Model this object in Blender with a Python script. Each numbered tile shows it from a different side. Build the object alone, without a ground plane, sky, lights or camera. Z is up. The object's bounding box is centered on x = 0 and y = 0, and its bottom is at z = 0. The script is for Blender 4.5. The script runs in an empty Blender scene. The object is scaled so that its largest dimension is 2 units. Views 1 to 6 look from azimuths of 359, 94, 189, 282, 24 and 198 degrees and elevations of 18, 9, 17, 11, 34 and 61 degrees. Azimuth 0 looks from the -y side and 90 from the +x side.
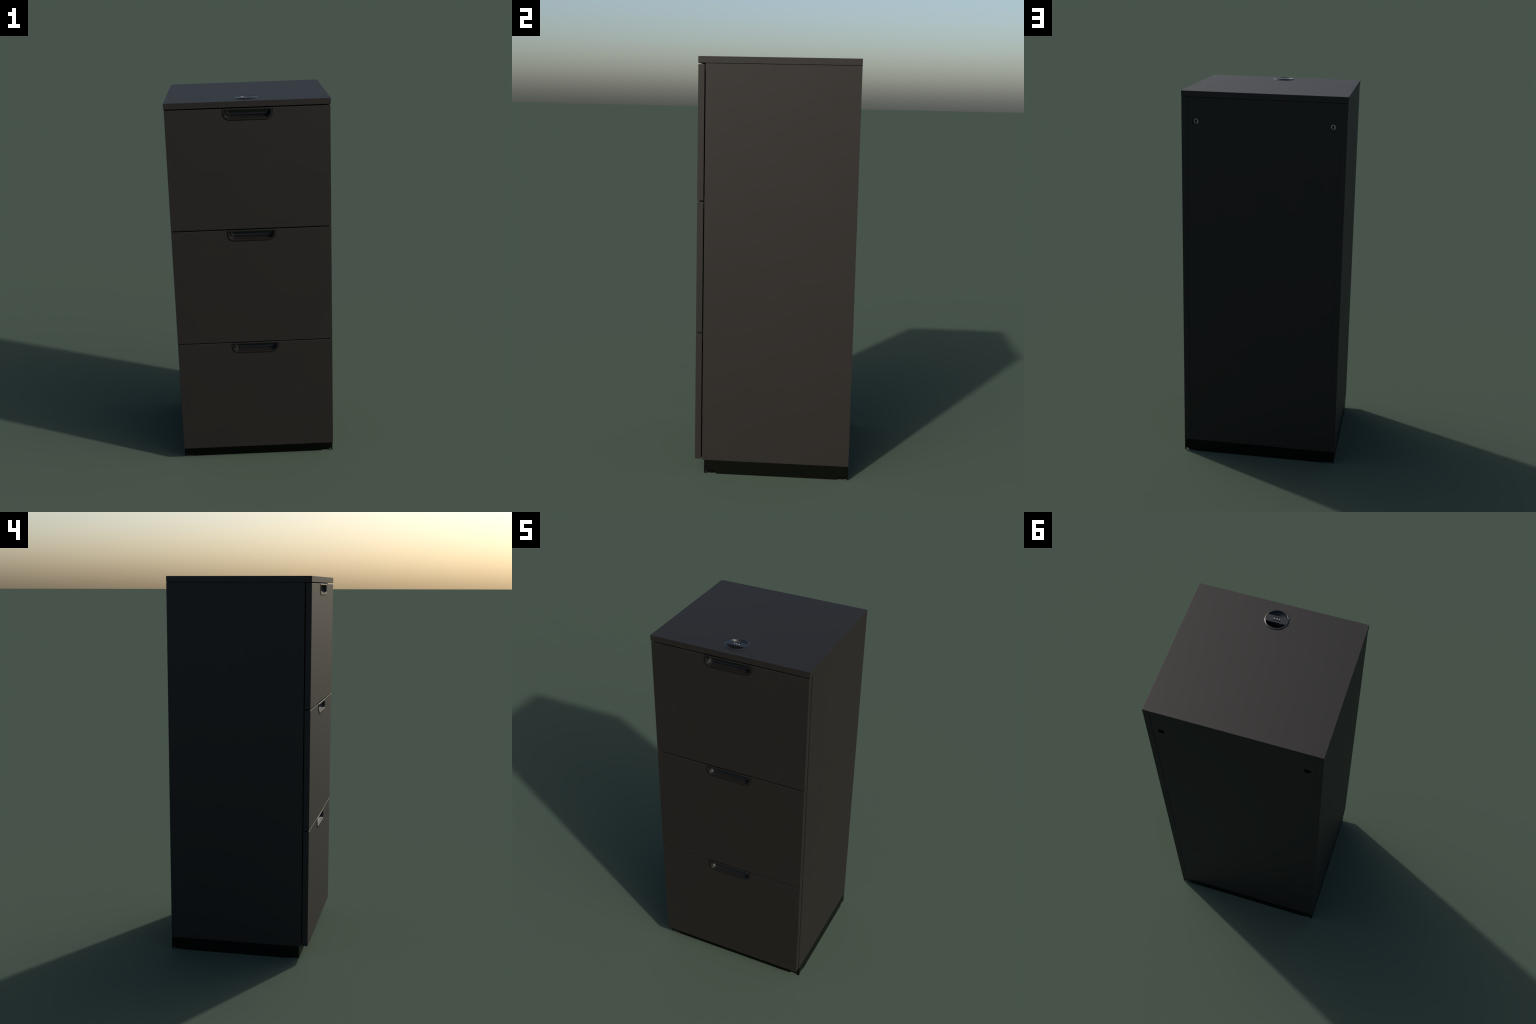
"""Tall dark three-drawer filing cabinet with recessed grips and a round combination lock."""
import bpy, bmesh, math
from mathutils import Vector, Matrix

scene = bpy.context.scene

# ------------------------------------------------------------------ sizes (metres)
SLAB_HW, SLAB_Y0, SLAB_Y1, SLAB_Z0, SLAB_Z1 = 0.4190, -0.3728, 0.3755, 1.9648, 1.9950
SIDE_HW, SIDE_T, SIDE_Y0, SIDE_Y1, SIDE_Z0, SIDE_Z1 = 0.4184, 0.0300, -0.3376, 0.3751, 0.0660, 1.9628
FRONT_HW, FRONT_Y0, FRONT_Y1 = 0.4168, -0.3727, -0.3424
DRAWERS = [(1.3330, 1.9588), (0.7005, 1.3272), (0.0700, 0.6960)]      # bottom and top of each front
BUMPER_DROP = [0.0195, 0.0265, 0.0270]
GRIP_HW, GRIP_H, GRIP_R = 0.1262, 0.0603, 0.040                      # recessed grip outline
GRIP_PROUD = -0.3755                                                 # front of the grip bezel
PLINTH_HW, PLINTH_Y0, PLINTH_Y1, PLINTH_Z1 = 0.4176, -0.3268, 0.3748, 0.0665
LOCK_Y, LOCK_R = -0.2730, 0.0592
CAM_X, CAM_Z, CAM_R = 0.3468, 1.8412, 0.0165


# ------------------------------------------------------------------ materials
def make_material(name, color, rough, metallic=0.0, specular=0.5, vary=0.08, scale=6.0,
                  grain=0.0, grain_scale=900.0, rough_vary=0.03, ior=1.5):
    mat = bpy.data.materials.new(name)
    mat.use_nodes = True
    nt = mat.node_tree
    nt.nodes.clear()
    out = nt.nodes.new('ShaderNodeOutputMaterial')
    bsdf = nt.nodes.new('ShaderNodeBsdfPrincipled')
    nt.links.new(bsdf.outputs['BSDF'], out.inputs['Surface'])
    tc = nt.nodes.new('ShaderNodeTexCoord')
    noise = nt.nodes.new('ShaderNodeTexNoise')
    noise.inputs['Scale'].default_value = scale
    noise.inputs['Detail'].default_value = 4.0
    nt.links.new(tc.outputs['Object'], noise.inputs['Vector'])
    ramp = nt.nodes.new('ShaderNodeValToRGB')
    ramp.color_ramp.elements[0].position = 0.3
    ramp.color_ramp.elements[1].position = 0.7
    ramp.color_ramp.elements[0].color = tuple(c * (1 - vary) for c in color) + (1,)
    ramp.color_ramp.elements[1].color = tuple(c * (1 + vary) for c in color) + (1,)
    nt.links.new(noise.outputs['Fac'], ramp.inputs['Fac'])
    nt.links.new(ramp.outputs['Color'], bsdf.inputs['Base Color'])
    mr = nt.nodes.new('ShaderNodeMapRange')
    mr.inputs['To Min'].default_value = rough - rough_vary
    mr.inputs['To Max'].default_value = rough + rough_vary
    nt.links.new(noise.outputs['Fac'], mr.inputs['Value'])
    nt.links.new(mr.outputs['Result'], bsdf.inputs['Roughness'])
    bsdf.inputs['Metallic'].default_value = metallic
    bsdf.inputs['Specular IOR Level'].default_value = specular
    bsdf.inputs['IOR'].default_value = ior
    if grain > 0:
        fine = nt.nodes.new('ShaderNodeTexNoise')
        fine.inputs['Scale'].default_value = grain_scale
        fine.inputs['Detail'].default_value = 2.0
        nt.links.new(tc.outputs['Object'], fine.inputs['Vector'])
        bump = nt.nodes.new('ShaderNodeBump')
        bump.inputs['Strength'].default_value = grain
        bump.inputs['Distance'].default_value = 0.0004
        nt.links.new(fine.outputs['Fac'], bump.inputs['Height'])
        nt.links.new(bump.outputs['Normal'], bsdf.inputs['Normal'])
    return mat


PAINT = make_material('anthracite_paint', (0.0131, 0.0107, 0.0087), 0.57, specular=0.36, vary=0.03, rough_vary=0.008)
GRIP = make_material('grip_plastic', (0.0088, 0.0084, 0.0074), 0.36, specular=0.30, vary=0.04)
PLINTH = make_material('black_plinth_steel', (0.0009, 0.0014, 0.0006), 0.40, vary=0.10, specular=0.18)
FOOT = make_material('black_foot_rubber', (0.002, 0.002, 0.002), 0.7, specular=0.10)
LOCKMAT = make_material('lock_plastic', (0.010, 0.0105, 0.0115), 0.35, vary=0.05)
DIALMAT = make_material('dial_plastic', (0.010, 0.010, 0.011), 0.35)
DIGIT = make_material('digit_white', (0.42, 0.415, 0.41), 0.5)
ZINC = make_material('zinc_cam', (0.50, 0.52, 0.51), 0.32, metallic=1.0)
DARKHOLE = make_material('dark_recess', (0.003, 0.003, 0.0035), 0.7, specular=0.12)  # near-black colour carries the darkness of holes and seams
BOXMAT = make_material('drawer_box_steel', (0.012, 0.012, 0.012), 0.55)
BUMP_MAT = make_material('bumper_plastic', (0.06, 0.065, 0.065), 0.4)


# ------------------------------------------------------------------ mesh helpers
def add_object(name, mesh, mat, parent=None):
    obj = bpy.data.objects.new(name, mesh)
    scene.collection.objects.link(obj)
    if mat and not mesh.materials:
        mesh.materials.append(mat)
    if parent:
        obj.parent = parent
    return obj


def finish(bm, name, smooth_angle=None):
    bmesh.ops.recalc_face_normals(bm, faces=bm.faces[:])
    mesh = bpy.data.meshes.new(name)
    bm.to_mesh(mesh)
    bm.free()
    if smooth_angle:
        for p in mesh.polygons:
            p.use_smooth = True
        mesh.set_sharp_from_angle(angle=math.radians(smooth_angle))
    return mesh


def bevel_sharp(bm, width, segments=2, angle=40):
    edges = [e for e in bm.edges if len(e.link_faces) == 2 and e.calc_face_angle(0) > math.radians(angle)]
    bmesh.ops.bevel(bm, geom=edges, offset=width, segments=segments, profile=0.5, affect='EDGES',
                    clamp_overlap=True)


def box_into(bm, x0, x1, y0, y1, z0, z1):
    r = bmesh.ops.create_cube(bm, size=1.0)
    for v in r['verts']:
        v.co = Vector(((x0 + x1) / 2 + v.co.x * (x1 - x0), (y0 + y1) / 2 + v.co.y * (y1 - y0),
                       (z0 + z1) / 2 + v.co.z * (z1 - z0)))
    return r['verts']


def box_mesh(name, x0, x1, y0, y1, z0, z1, bevel=0.0008):
    bm = bmesh.new()
    box_into(bm, x0, x1, y0, y1, z0, z1)
    if bevel:
        bevel_sharp(bm, bevel)
    return finish(bm, name)


def prism_into(bm, outline, to3d, d0, d1):
    """Extrude a 2D outline between depths d0 and d1; to3d maps (u, v, depth) to a point."""
    a = [bm.verts.new(to3d(u, v, d0)) for u, v in outline]
    b = [bm.verts.new(to3d(u, v, d1)) for u, v in outline]
    n = len(outline)
    bm.faces.new(a)
    bm.faces.new(b[::-1])
    for i in range(n):
        bm.faces.new((a[i], b[i], b[(i + 1) % n], a[(i + 1) % n]))


def bridge_loops(bm, loops, cap_first=True, cap_last=True):
    rings = [[bm.verts.new(p) for p in lp] for lp in loops]
    n = len(rings[0])
    for r0, r1 in zip(rings, rings[1:]):
        for i in range(n):
            bm.faces.new((r0[i], r0[(i + 1) % n], r1[(i + 1) % n], r1[i]))
    if cap_first:
        bm.faces.new(rings[0][::-1])
    if cap_last:
        bm.faces.new(rings[-1])
    return rings


def revolve_into(bm, profile, cx, cy, segments=72, cap_start=True, cap_end=True):
    loops = []
    for r, z in profile:
        loops.append([Vector((cx + r * math.cos(2 * math.pi * i / segments),
                              cy + r * math.sin(2 * math.pi * i / segments), z)) for i in range(segments)])
    bridge_loops(bm, loops, cap_start, cap_end)


def cut(obj, cutter_meshes):
    """Boolean-subtract helper solids and bake the result."""
    helpers = []
    for m in cutter_meshes:
        h = bpy.data.objects.new('helper', m)
        scene.collection.objects.link(h)
        helpers.append(h)
        mod = obj.modifiers.new('cut', 'BOOLEAN')
        mod.operation = 'DIFFERENCE'
        mod.solver = 'EXACT'
        mod.object = h
    dg = bpy.context.evaluated_depsgraph_get()
    dg.update()
    baked = bpy.data.meshes.new_from_object(obj.evaluated_get(dg))
    obj.modifiers.clear()
    obj.data = baked
    for h in helpers:
        bpy.data.objects.remove(h, do_unlink=True)


def cylinder_mesh(name, radius, depth, centre, axis='Z', segments=48, bevel=0.0):
    bm = bmesh.new()
    bmesh.ops.create_cone(bm, cap_ends=True, segments=segments, radius1=radius, radius2=radius, depth=depth)
    if bevel:
        bevel_sharp(bm, bevel, 2, 60)
    rot = {'Z': Matrix(), 'Y': Matrix.Rotation(math.pi / 2, 4, 'X'), 'X': Matrix.Rotation(math.pi / 2, 4, 'Y')}[axis]
    bm.transform(Matrix.Translation(centre) @ rot)
    return finish(bm, name, 35)


# ------------------------------------------------------------------ the cabinet
cabinet = bpy.data.objects.new('filing_cabinet', None)
scene.collection.objects.link(cabinet)
cabinet['label'] = 'tall dark anthracite three-drawer filing cabinet with round combination lock'
cabinet['category'] = 'filing cabinet'

# top panel with the round opening for the lock
top = add_object('top_panel', box_mesh('top_panel', -SLAB_HW, SLAB_HW, SLAB_Y0, SLAB_Y1, SLAB_Z0, SLAB_Z1, 0.0008),
                 PAINT, cabinet)
cut(top, [cylinder_mesh('hole', LOCK_R - 0.004, 0.2, Vector((0, LOCK_Y, 1.99)), segments=72)])

# side panels
side_mesh = box_mesh('side_panel', SIDE_HW - SIDE_T, SIDE_HW, SIDE_Y0, SIDE_Y1, SIDE_Z0, SIDE_Z1, 0.0006)
add_object('side_panel', side_mesh, PAINT, cabinet)
left_mesh = box_mesh('side_panel', -SIDE_HW, -SIDE_HW + SIDE_T, SIDE_Y0, SIDE_Y1, SIDE_Z0, SIDE_Z1, 0.0006)
add_object('side_panel', left_mesh, PAINT, cabinet)

# recessed filler under the top so that the seam reads as a thin dark line
inner = SIDE_HW - SIDE_T
add_object('dark_seam_filler', box_mesh('dark_seam_filler', -SIDE_HW + 0.003, SIDE_HW - 0.003, SIDE_Y0 + 0.003, SIDE_Y1 - 0.003,
                                  SIDE_Z1 - 0.0002, SLAB_Z0 + 0.0002, 0), DARKHOLE, cabinet)
cut(cabinet.children[-1], [cylinder_mesh('hole', LOCK_R - 0.004, 0.2, Vector((0, LOCK_Y, 1.99)), segments=72)])

# bottom and back panels
add_object('bottom_panel', box_mesh('bottom_panel', -inner + 0.0006, inner - 0.0006, SIDE_Y0 + 0.002, SIDE_Y1 - 0.0002,
                                    0.0662, 0.0955, 0.0010), PAINT, cabinet)
back = add_object('back_panel', box_mesh('back_panel', -inner + 0.0005, inner - 0.0005, 0.352, SIDE_Y1 - 0.0012,
                                         0.0955, 1.9630, 0.0004), PAINT, cabinet)
cut(back, [cylinder_mesh('hole', CAM_R, 0.080, Vector((s * CAM_X, SIDE_Y1, CAM_Z)), 'Y', 40) for s in (-1, 1)])

# cam fasteners at the bottom of the two round holes, each with a keyhole-shaped driver opening
for s in (1, -1):
    cy = SIDE_Y1 - 0.0142
    cam = add_object('cam_fastener', cylinder_mesh('cam_fastener', CAM_R - 0.0004, 0.003,
                                                   Vector((s * CAM_X, cy, CAM_Z)), 'Y', 40, 0.0004), ZINC, cabinet)
    key = []
    for i in range(13):                       # round head of the keyhole, then its foot
        a = math.radians(-50 + 280 * i / 12)
        key.append((0.0062 * math.cos(a), 0.0045 + 0.0062 * math.sin(a)))
    key += [(-0.0032, -0.0095), (0.0032, -0.0095)]
    bmk = bmesh.new()
    prism_into(bmk, [(s * CAM_X - u, CAM_Z + v) for u, v in key], lambda u, v, d: Vector((u, d, v)), cy - 0.01, cy + 0.01)
    cut(cam, [finish(bmk, 'key')])

# blackened tubes that put the unlit shade into the fastener hole walls
for s in (1, -1):
    bml = bmesh.new()
    rings = []
    for r, y in ((CAM_R - 0.0001, 0.3535), (CAM_R - 0.0001, SIDE_Y1 - 0.0013), (CAM_R - 0.0008, SIDE_Y1 - 0.0013), (CAM_R - 0.0008, 0.3535)):
        rings.append([Vector((s * CAM_X + r * math.cos(2 * math.pi * i / 40), y, CAM_Z + r * math.sin(2 * math.pi * i / 40)))
                      for i in range(40)])
    bridge_loops(bml, rings, False, False)
    add_object('hole_shade_tube', finish(bml, 'hole_shade_tube', 35), DARKHOLE, cabinet)

# plinth: four sheet walls with foot notches near the corners
NOTCH_A, NOTCH_B, NOTCH_H = 0.0090, 0.0540, 0.0130


def plinth_wall(length):
    def notch(c, sgn):
        a, b = c + sgn * NOTCH_A, c + sgn * NOTCH_B
        pts = [(a - sgn * 0.003, 0.0), (a, 0.004), (a, NOTCH_H - 0.004), (a + sgn * 0.001, NOTCH_H - 0.001),
               (a + sgn * 0.004, NOTCH_H), (b - sgn * 0.008, NOTCH_H - 0.0005), (b - sgn * 0.003, NOTCH_H - 0.004),
               (b - sgn * 0.0005, 0.005), (b + sgn * 0.003, 0.0)]
        return pts if sgn > 0 else pts[::-1]
    h = length / 2
    return [(-h, 0.0005)] + notch(-h, 1) + notch(h, -1) + [(h, 0.0005), (h, PLINTH_Z1), (-h, PLINTH_Z1)]


T = 0.006
bm = bmesh.new()
ymid, ylen = (PLINTH_Y0 + PLINTH_Y1) / 2, PLINTH_Y1 - PLINTH_Y0
for s in (-1, 1):
    prism_into(bm, plinth_wall(ylen), lambda u, v, d: Vector((d, ymid + u, v)), s * (PLINTH_HW - T), s * PLINTH_HW)
wall = [(max(-PLINTH_HW + T, min(PLINTH_HW - T, u)), v) for u, v in plinth_wall(2 * PLINTH_HW)]
wall = [p for i, p in enumerate(wall) if p != wall[i - 1]]
for y0, y1 in ((PLINTH_Y0, PLINTH_Y0 + T), (PLINTH_Y1 - T, PLINTH_Y1)):
    prism_into(bm, wall, lambda u, v, d: Vector((u, d, v)), y0, y1)
add_object('plinth', finish(bm, 'plinth'), PLINTH, cabinet)

# adjustable feet behind the notches
foot_bm = bmesh.new()
revolve_into(foot_bm, [(0.0225, 0.0), (0.0235, 0.001), (0.0235, 0.016), (0.0220, 0.018), (0.008, 0.020), (0.008, 0.065)],
             0, 0, 40)
foot_mesh = finish(foot_bm, 'foot', 35)
for sx in (-1, 1):
    for y in (PLINTH_Y0 + 0.0308, PLINTH_Y1 - 0.0308):
        f = add_object('foot', foot_mesh, FOOT, cabinet)
        f.location = (sx * (PLINTH_HW - 0.0308), y, 0.0002)


# ------------------------------------------------------------------ drawers with recessed grips
def arc(cx, cz, r, a0, a1, n):
    return [(cx + r * math.cos(math.radians(a0 + (a1 - a0) * i / n)),
             cz + r * math.sin(math.radians(a0 + (a1 - a0) * i / n))) for i in range(n + 1)]


def grip_outline(hw, zb, zt, r, rt):
    """Bucket shape: nearly square top corners, generously rounded bottom corners."""
    r = max(r, 0.0005)
    pts = arc(-hw + r, zb + r, r, 180, 270, 14) + arc(hw - r, zb + r, r, 270, 360, 14)
    pts += arc(hw - rt, zt - rt, rt, 0, 90, 4) + arc(-hw + rt, zt - rt, rt, 90, 180, 4)
    return pts


def build_grip():
    """Grip insert, modelled with its top edge at z = 0; bezel, then a smooth scooped bowl."""
    L = []

    def ring(inset, y, zt, rt=0.0012, extra_b=0.0, extra_s=0.0, r=None):
        o = grip_outline(GRIP_HW - inset - extra_s, -GRIP_H + inset + extra_b, zt,
                         GRIP_R - inset if r is None else r, rt)
        L.append([Vector((u, y, v)) for u, v in o])

    Y = GRIP_PROUD
    ring(0.0008, -0.3432, 0.0004)
    ring(0.0008, Y + 0.0034, 0.0004)
    ring(0.0009, Y + 0.0020, 0.0001)
    ring(0.0012, Y + 0.0010, -0.0008, 0.0014)
    ring(0.0018, Y + 0.0003, -0.0019, 0.0018)
    ring(0.0026, Y, -0.0030, 0.002)
    ring(0.0030, Y, -0.0034, 0.002)
    ring(0.0092, Y, -0.0066, 0.003)
    ring(0.0096, Y, -0.0070, 0.003)
    ring(0.0102, Y + 0.0003, -0.0078, 0.003)
    ring(0.0106, Y + 0.0010, -0.0082, 0.003)
    # bowl: a gently rising floor that turns up into the rear wall (superellipse section)
    inset0, depth, hb, hs, power, ramp = 0.0108, 0.0272, 0.0200, 0.0130, 2.3, 0.0055
    steps = 16
    for i in range(steps + 1):
        t = math.radians(6 + 84 * i / steps)
        sy = math.sin(t) ** (2 / power)
        k = 1 - max(math.cos(t), 0.0) ** (2 / power)
        ring(inset0, Y + 0.0012 + depth * sy, -0.0084, 0.003, hb * k + ramp * sy, hs * k + 0.6 * ramp * sy,
             r=(GRIP_R - inset0) * (1 - 0.45 * k))
    bm = bmesh.new()
    bridge_loops(bm, L)
    return finish(bm, 'handle', 40)


grip_mesh = build_grip()
bumper_mesh = cylinder_mesh('bumper', 0.0050, 0.0046, Vector((0, 0, 0)), 'Y', 24, 0.0006)

for (z0, z1), drop in zip(DRAWERS, BUMPER_DROP):
    # front board with a bucket-shaped opening let into its top edge
    opening = grip_outline(GRIP_HW, z1 - GRIP_H, z1 + 0.05, GRIP_R, 0.0005)[:30]
    outline = [(FRONT_HW, z1), (FRONT_HW, z0), (-FRONT_HW, z0), (-FRONT_HW, z1), (-GRIP_HW, z1)]
    outline += opening[:] + [(GRIP_HW, z1)]
    bm = bmesh.new()
    prism_into(bm, outline, lambda u, v, d: Vector((u, d, v)), FRONT_Y0, FRONT_Y1)
    bmesh.ops.remove_doubles(bm, verts=bm.verts[:], dist=1e-5)
    rim = [e for e in bm.edges if len(e.link_faces) == 2 and e.calc_face_angle(0) > math.radians(60)]
    bmesh.ops.bevel(bm, geom=rim, offset=0.0018, segments=3, profile=0.5, affect='EDGES', clamp_overlap=True)
    bmesh.ops.triangulate(bm, faces=[f for f in bm.faces if len(f.verts) > 4])
    drawer = add_object('drawer', finish(bm, 'drawer'), PAINT, cabinet)
    g = add_object('handle', grip_mesh, GRIP, drawer)
    g.location = (0, 0, z1)
    add_object('drawer_box', box_mesh('drawer_box', -0.372, 0.372, FRONT_Y1 + 0.0002, 0.330, z0 + 0.035, z1 - 0.070, 0.001),
               BOXMAT, drawer)
    for s in (-1, 1):
        b = add_object('bumper', bumper_mesh, BUMP_MAT, drawer)
        b.location = (s * 0.4035, FRONT_Y1 + 0.0023, z1 - drop)

# cross rails just behind the gaps between the drawer fronts
for z0, z1 in ((1.905, SLAB_Z0), (1.300, 1.348), (0.668, 0.716)):
    add_object('cross_rail', box_mesh('cross_rail', -inner, inner, SIDE_Y0 + 0.0006, SIDE_Y0 + 0.020, z0, z1, 0.0006),
               BOXMAT, cabinet)
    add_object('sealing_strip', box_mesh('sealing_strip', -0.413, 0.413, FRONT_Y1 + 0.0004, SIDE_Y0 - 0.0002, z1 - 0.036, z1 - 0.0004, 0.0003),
               DARKHOLE, cabinet)

# ------------------------------------------------------------------ combination lock
TOP = 1.9990                                # flat of the lock; the dials rise to 2.0
bowl_r, bowl_d = 0.0530, 0.0300
profile = [(LOCK_R - 0.005, 1.9660), (LOCK_R - 0.005, 1.9948), (LOCK_R, 1.9949), (LOCK_R, 1.9962), (LOCK_R - 0.0014, 1.9973),
           (LOCK_R - 0.0028, 1.9982), (LOCK_R - 0.0042, TOP - 0.0003), (bowl_r + 0.0012, TOP), (bowl_r - 0.0001, TOP - 0.0002),
           (bowl_r - 0.0013, TOP - 0.0009), (bowl_r - 0.0023, TOP - 0.0019), (bowl_r - 0.0030, TOP - 0.0034)]
rim_r = bowl_r - 0.0032
for i in range(15):
    r = rim_r * (1 - i / 14.2)
    profile.append((r, TOP - 0.0048 - (bowl_d - 0.0045) * (1 - (r / rim_r) ** 2) ** 0.75))
bm = bmesh.new()
revolve_into(bm, profile, 0, LOCK_Y, 96)
lock = add_object('combination_lock', finish(bm, 'combination_lock', 35), LOCKMAT, cabinet)

BAR_HALF, BAR_R, DIAL_Y = 0.0188, 0.0545, LOCK_Y - 0.0005
half_angle = math.degrees(math.asin(BAR_HALF / BAR_R))
bar_outline = arc(0, 0, BAR_R, -half_angle, half_angle, 10) + arc(0, 0, BAR_R, 180 - half_angle, 180 + half_angle, 10)
bm = bmesh.new()
prism_into(bm, bar_outline, lambda u, v, d: Vector((u, LOCK_Y + v, d)), TOP - 0.0315, TOP + 0.0002)
bevel_sharp(bm, 0.0005, 2, 60)
bar = add_object('lock_bar', finish(bm, 'lock_bar'), LOCKMAT, lock)
DIAL_PITCH, DIAL_RAD, DIAL_W = 0.0124, 0.0130, 0.0086
slots = []
for i in (-1, 0, 1):
    slots.append(box_mesh('slot', i * DIAL_PITCH - DIAL_W / 2 - 0.0009, i * DIAL_PITCH + DIAL_W / 2 + 0.0009,
                          DIAL_Y - 0.0105, DIAL_Y + 0.0105, TOP - 0.012, TOP + 0.01, 0))
cut(bar, slots)
dial_mesh = cylinder_mesh('lock_dial', DIAL_RAD, DIAL_W, Vector((0, 0, 0)), 'X', 64, 0.0004)

txt = bpy.data.curves.new('digit', 'FONT')
txt.body = '0'
txt.align_x, txt.align_y = 'CENTER', 'CENTER'
txt.size = 0.0130
txt.offset = 0.0003
txt.resolution_u = 6
tobj = bpy.data.objects.new('digit_helper', txt)
scene.collection.objects.link(tobj)
dg = bpy.context.evaluated_depsgraph_get()
dg.update()
flat = bpy.data.meshes.new_from_object(tobj.evaluated_get(dg))
bpy.data.objects.remove(tobj, do_unlink=True)
bm = bmesh.new()
bm.from_mesh(flat)
bmesh.ops.remove_doubles(bm, verts=bm.verts[:], dist=1e-6)
cx = (max(v.co.x for v in bm.verts) + min(v.co.x for v in bm.verts)) / 2
cyv = (max(v.co.y for v in bm.verts) + min(v.co.y for v in bm.verts)) / 2
bmesh.ops.triangulate(bm, faces=bm.faces[:])
bmesh.ops.subdivide_edges(bm, edges=bm.edges[:], cuts=1)
for v in bm.verts:
    x, y = v.co.x - cx, v.co.y - cyv
    v.co = Vector((x * 0.85, y, math.sqrt(DIAL_RAD ** 2 - y * y) + 0.0002))
ext = bmesh.ops.extrude_face_region(bm, geom=bm.faces[:])
for v in [g for g in ext['geom'] if isinstance(g, bmesh.types.BMVert)]:
    v.co.z -= 0.0004
digit_mesh = finish(bm, 'dial_digit', 35)
for i in (-1, 0, 1):
    d = add_object('lock_dial', dial_mesh, DIALMAT, lock)
    d.location = (i * DIAL_PITCH, DIAL_Y, 1.9998 - DIAL_RAD)
    n = add_object('dial_digit', digit_mesh, DIGIT, lock)
    n.location = (i * DIAL_PITCH, DIAL_Y - 0.0015, 1.9998 - DIAL_RAD)
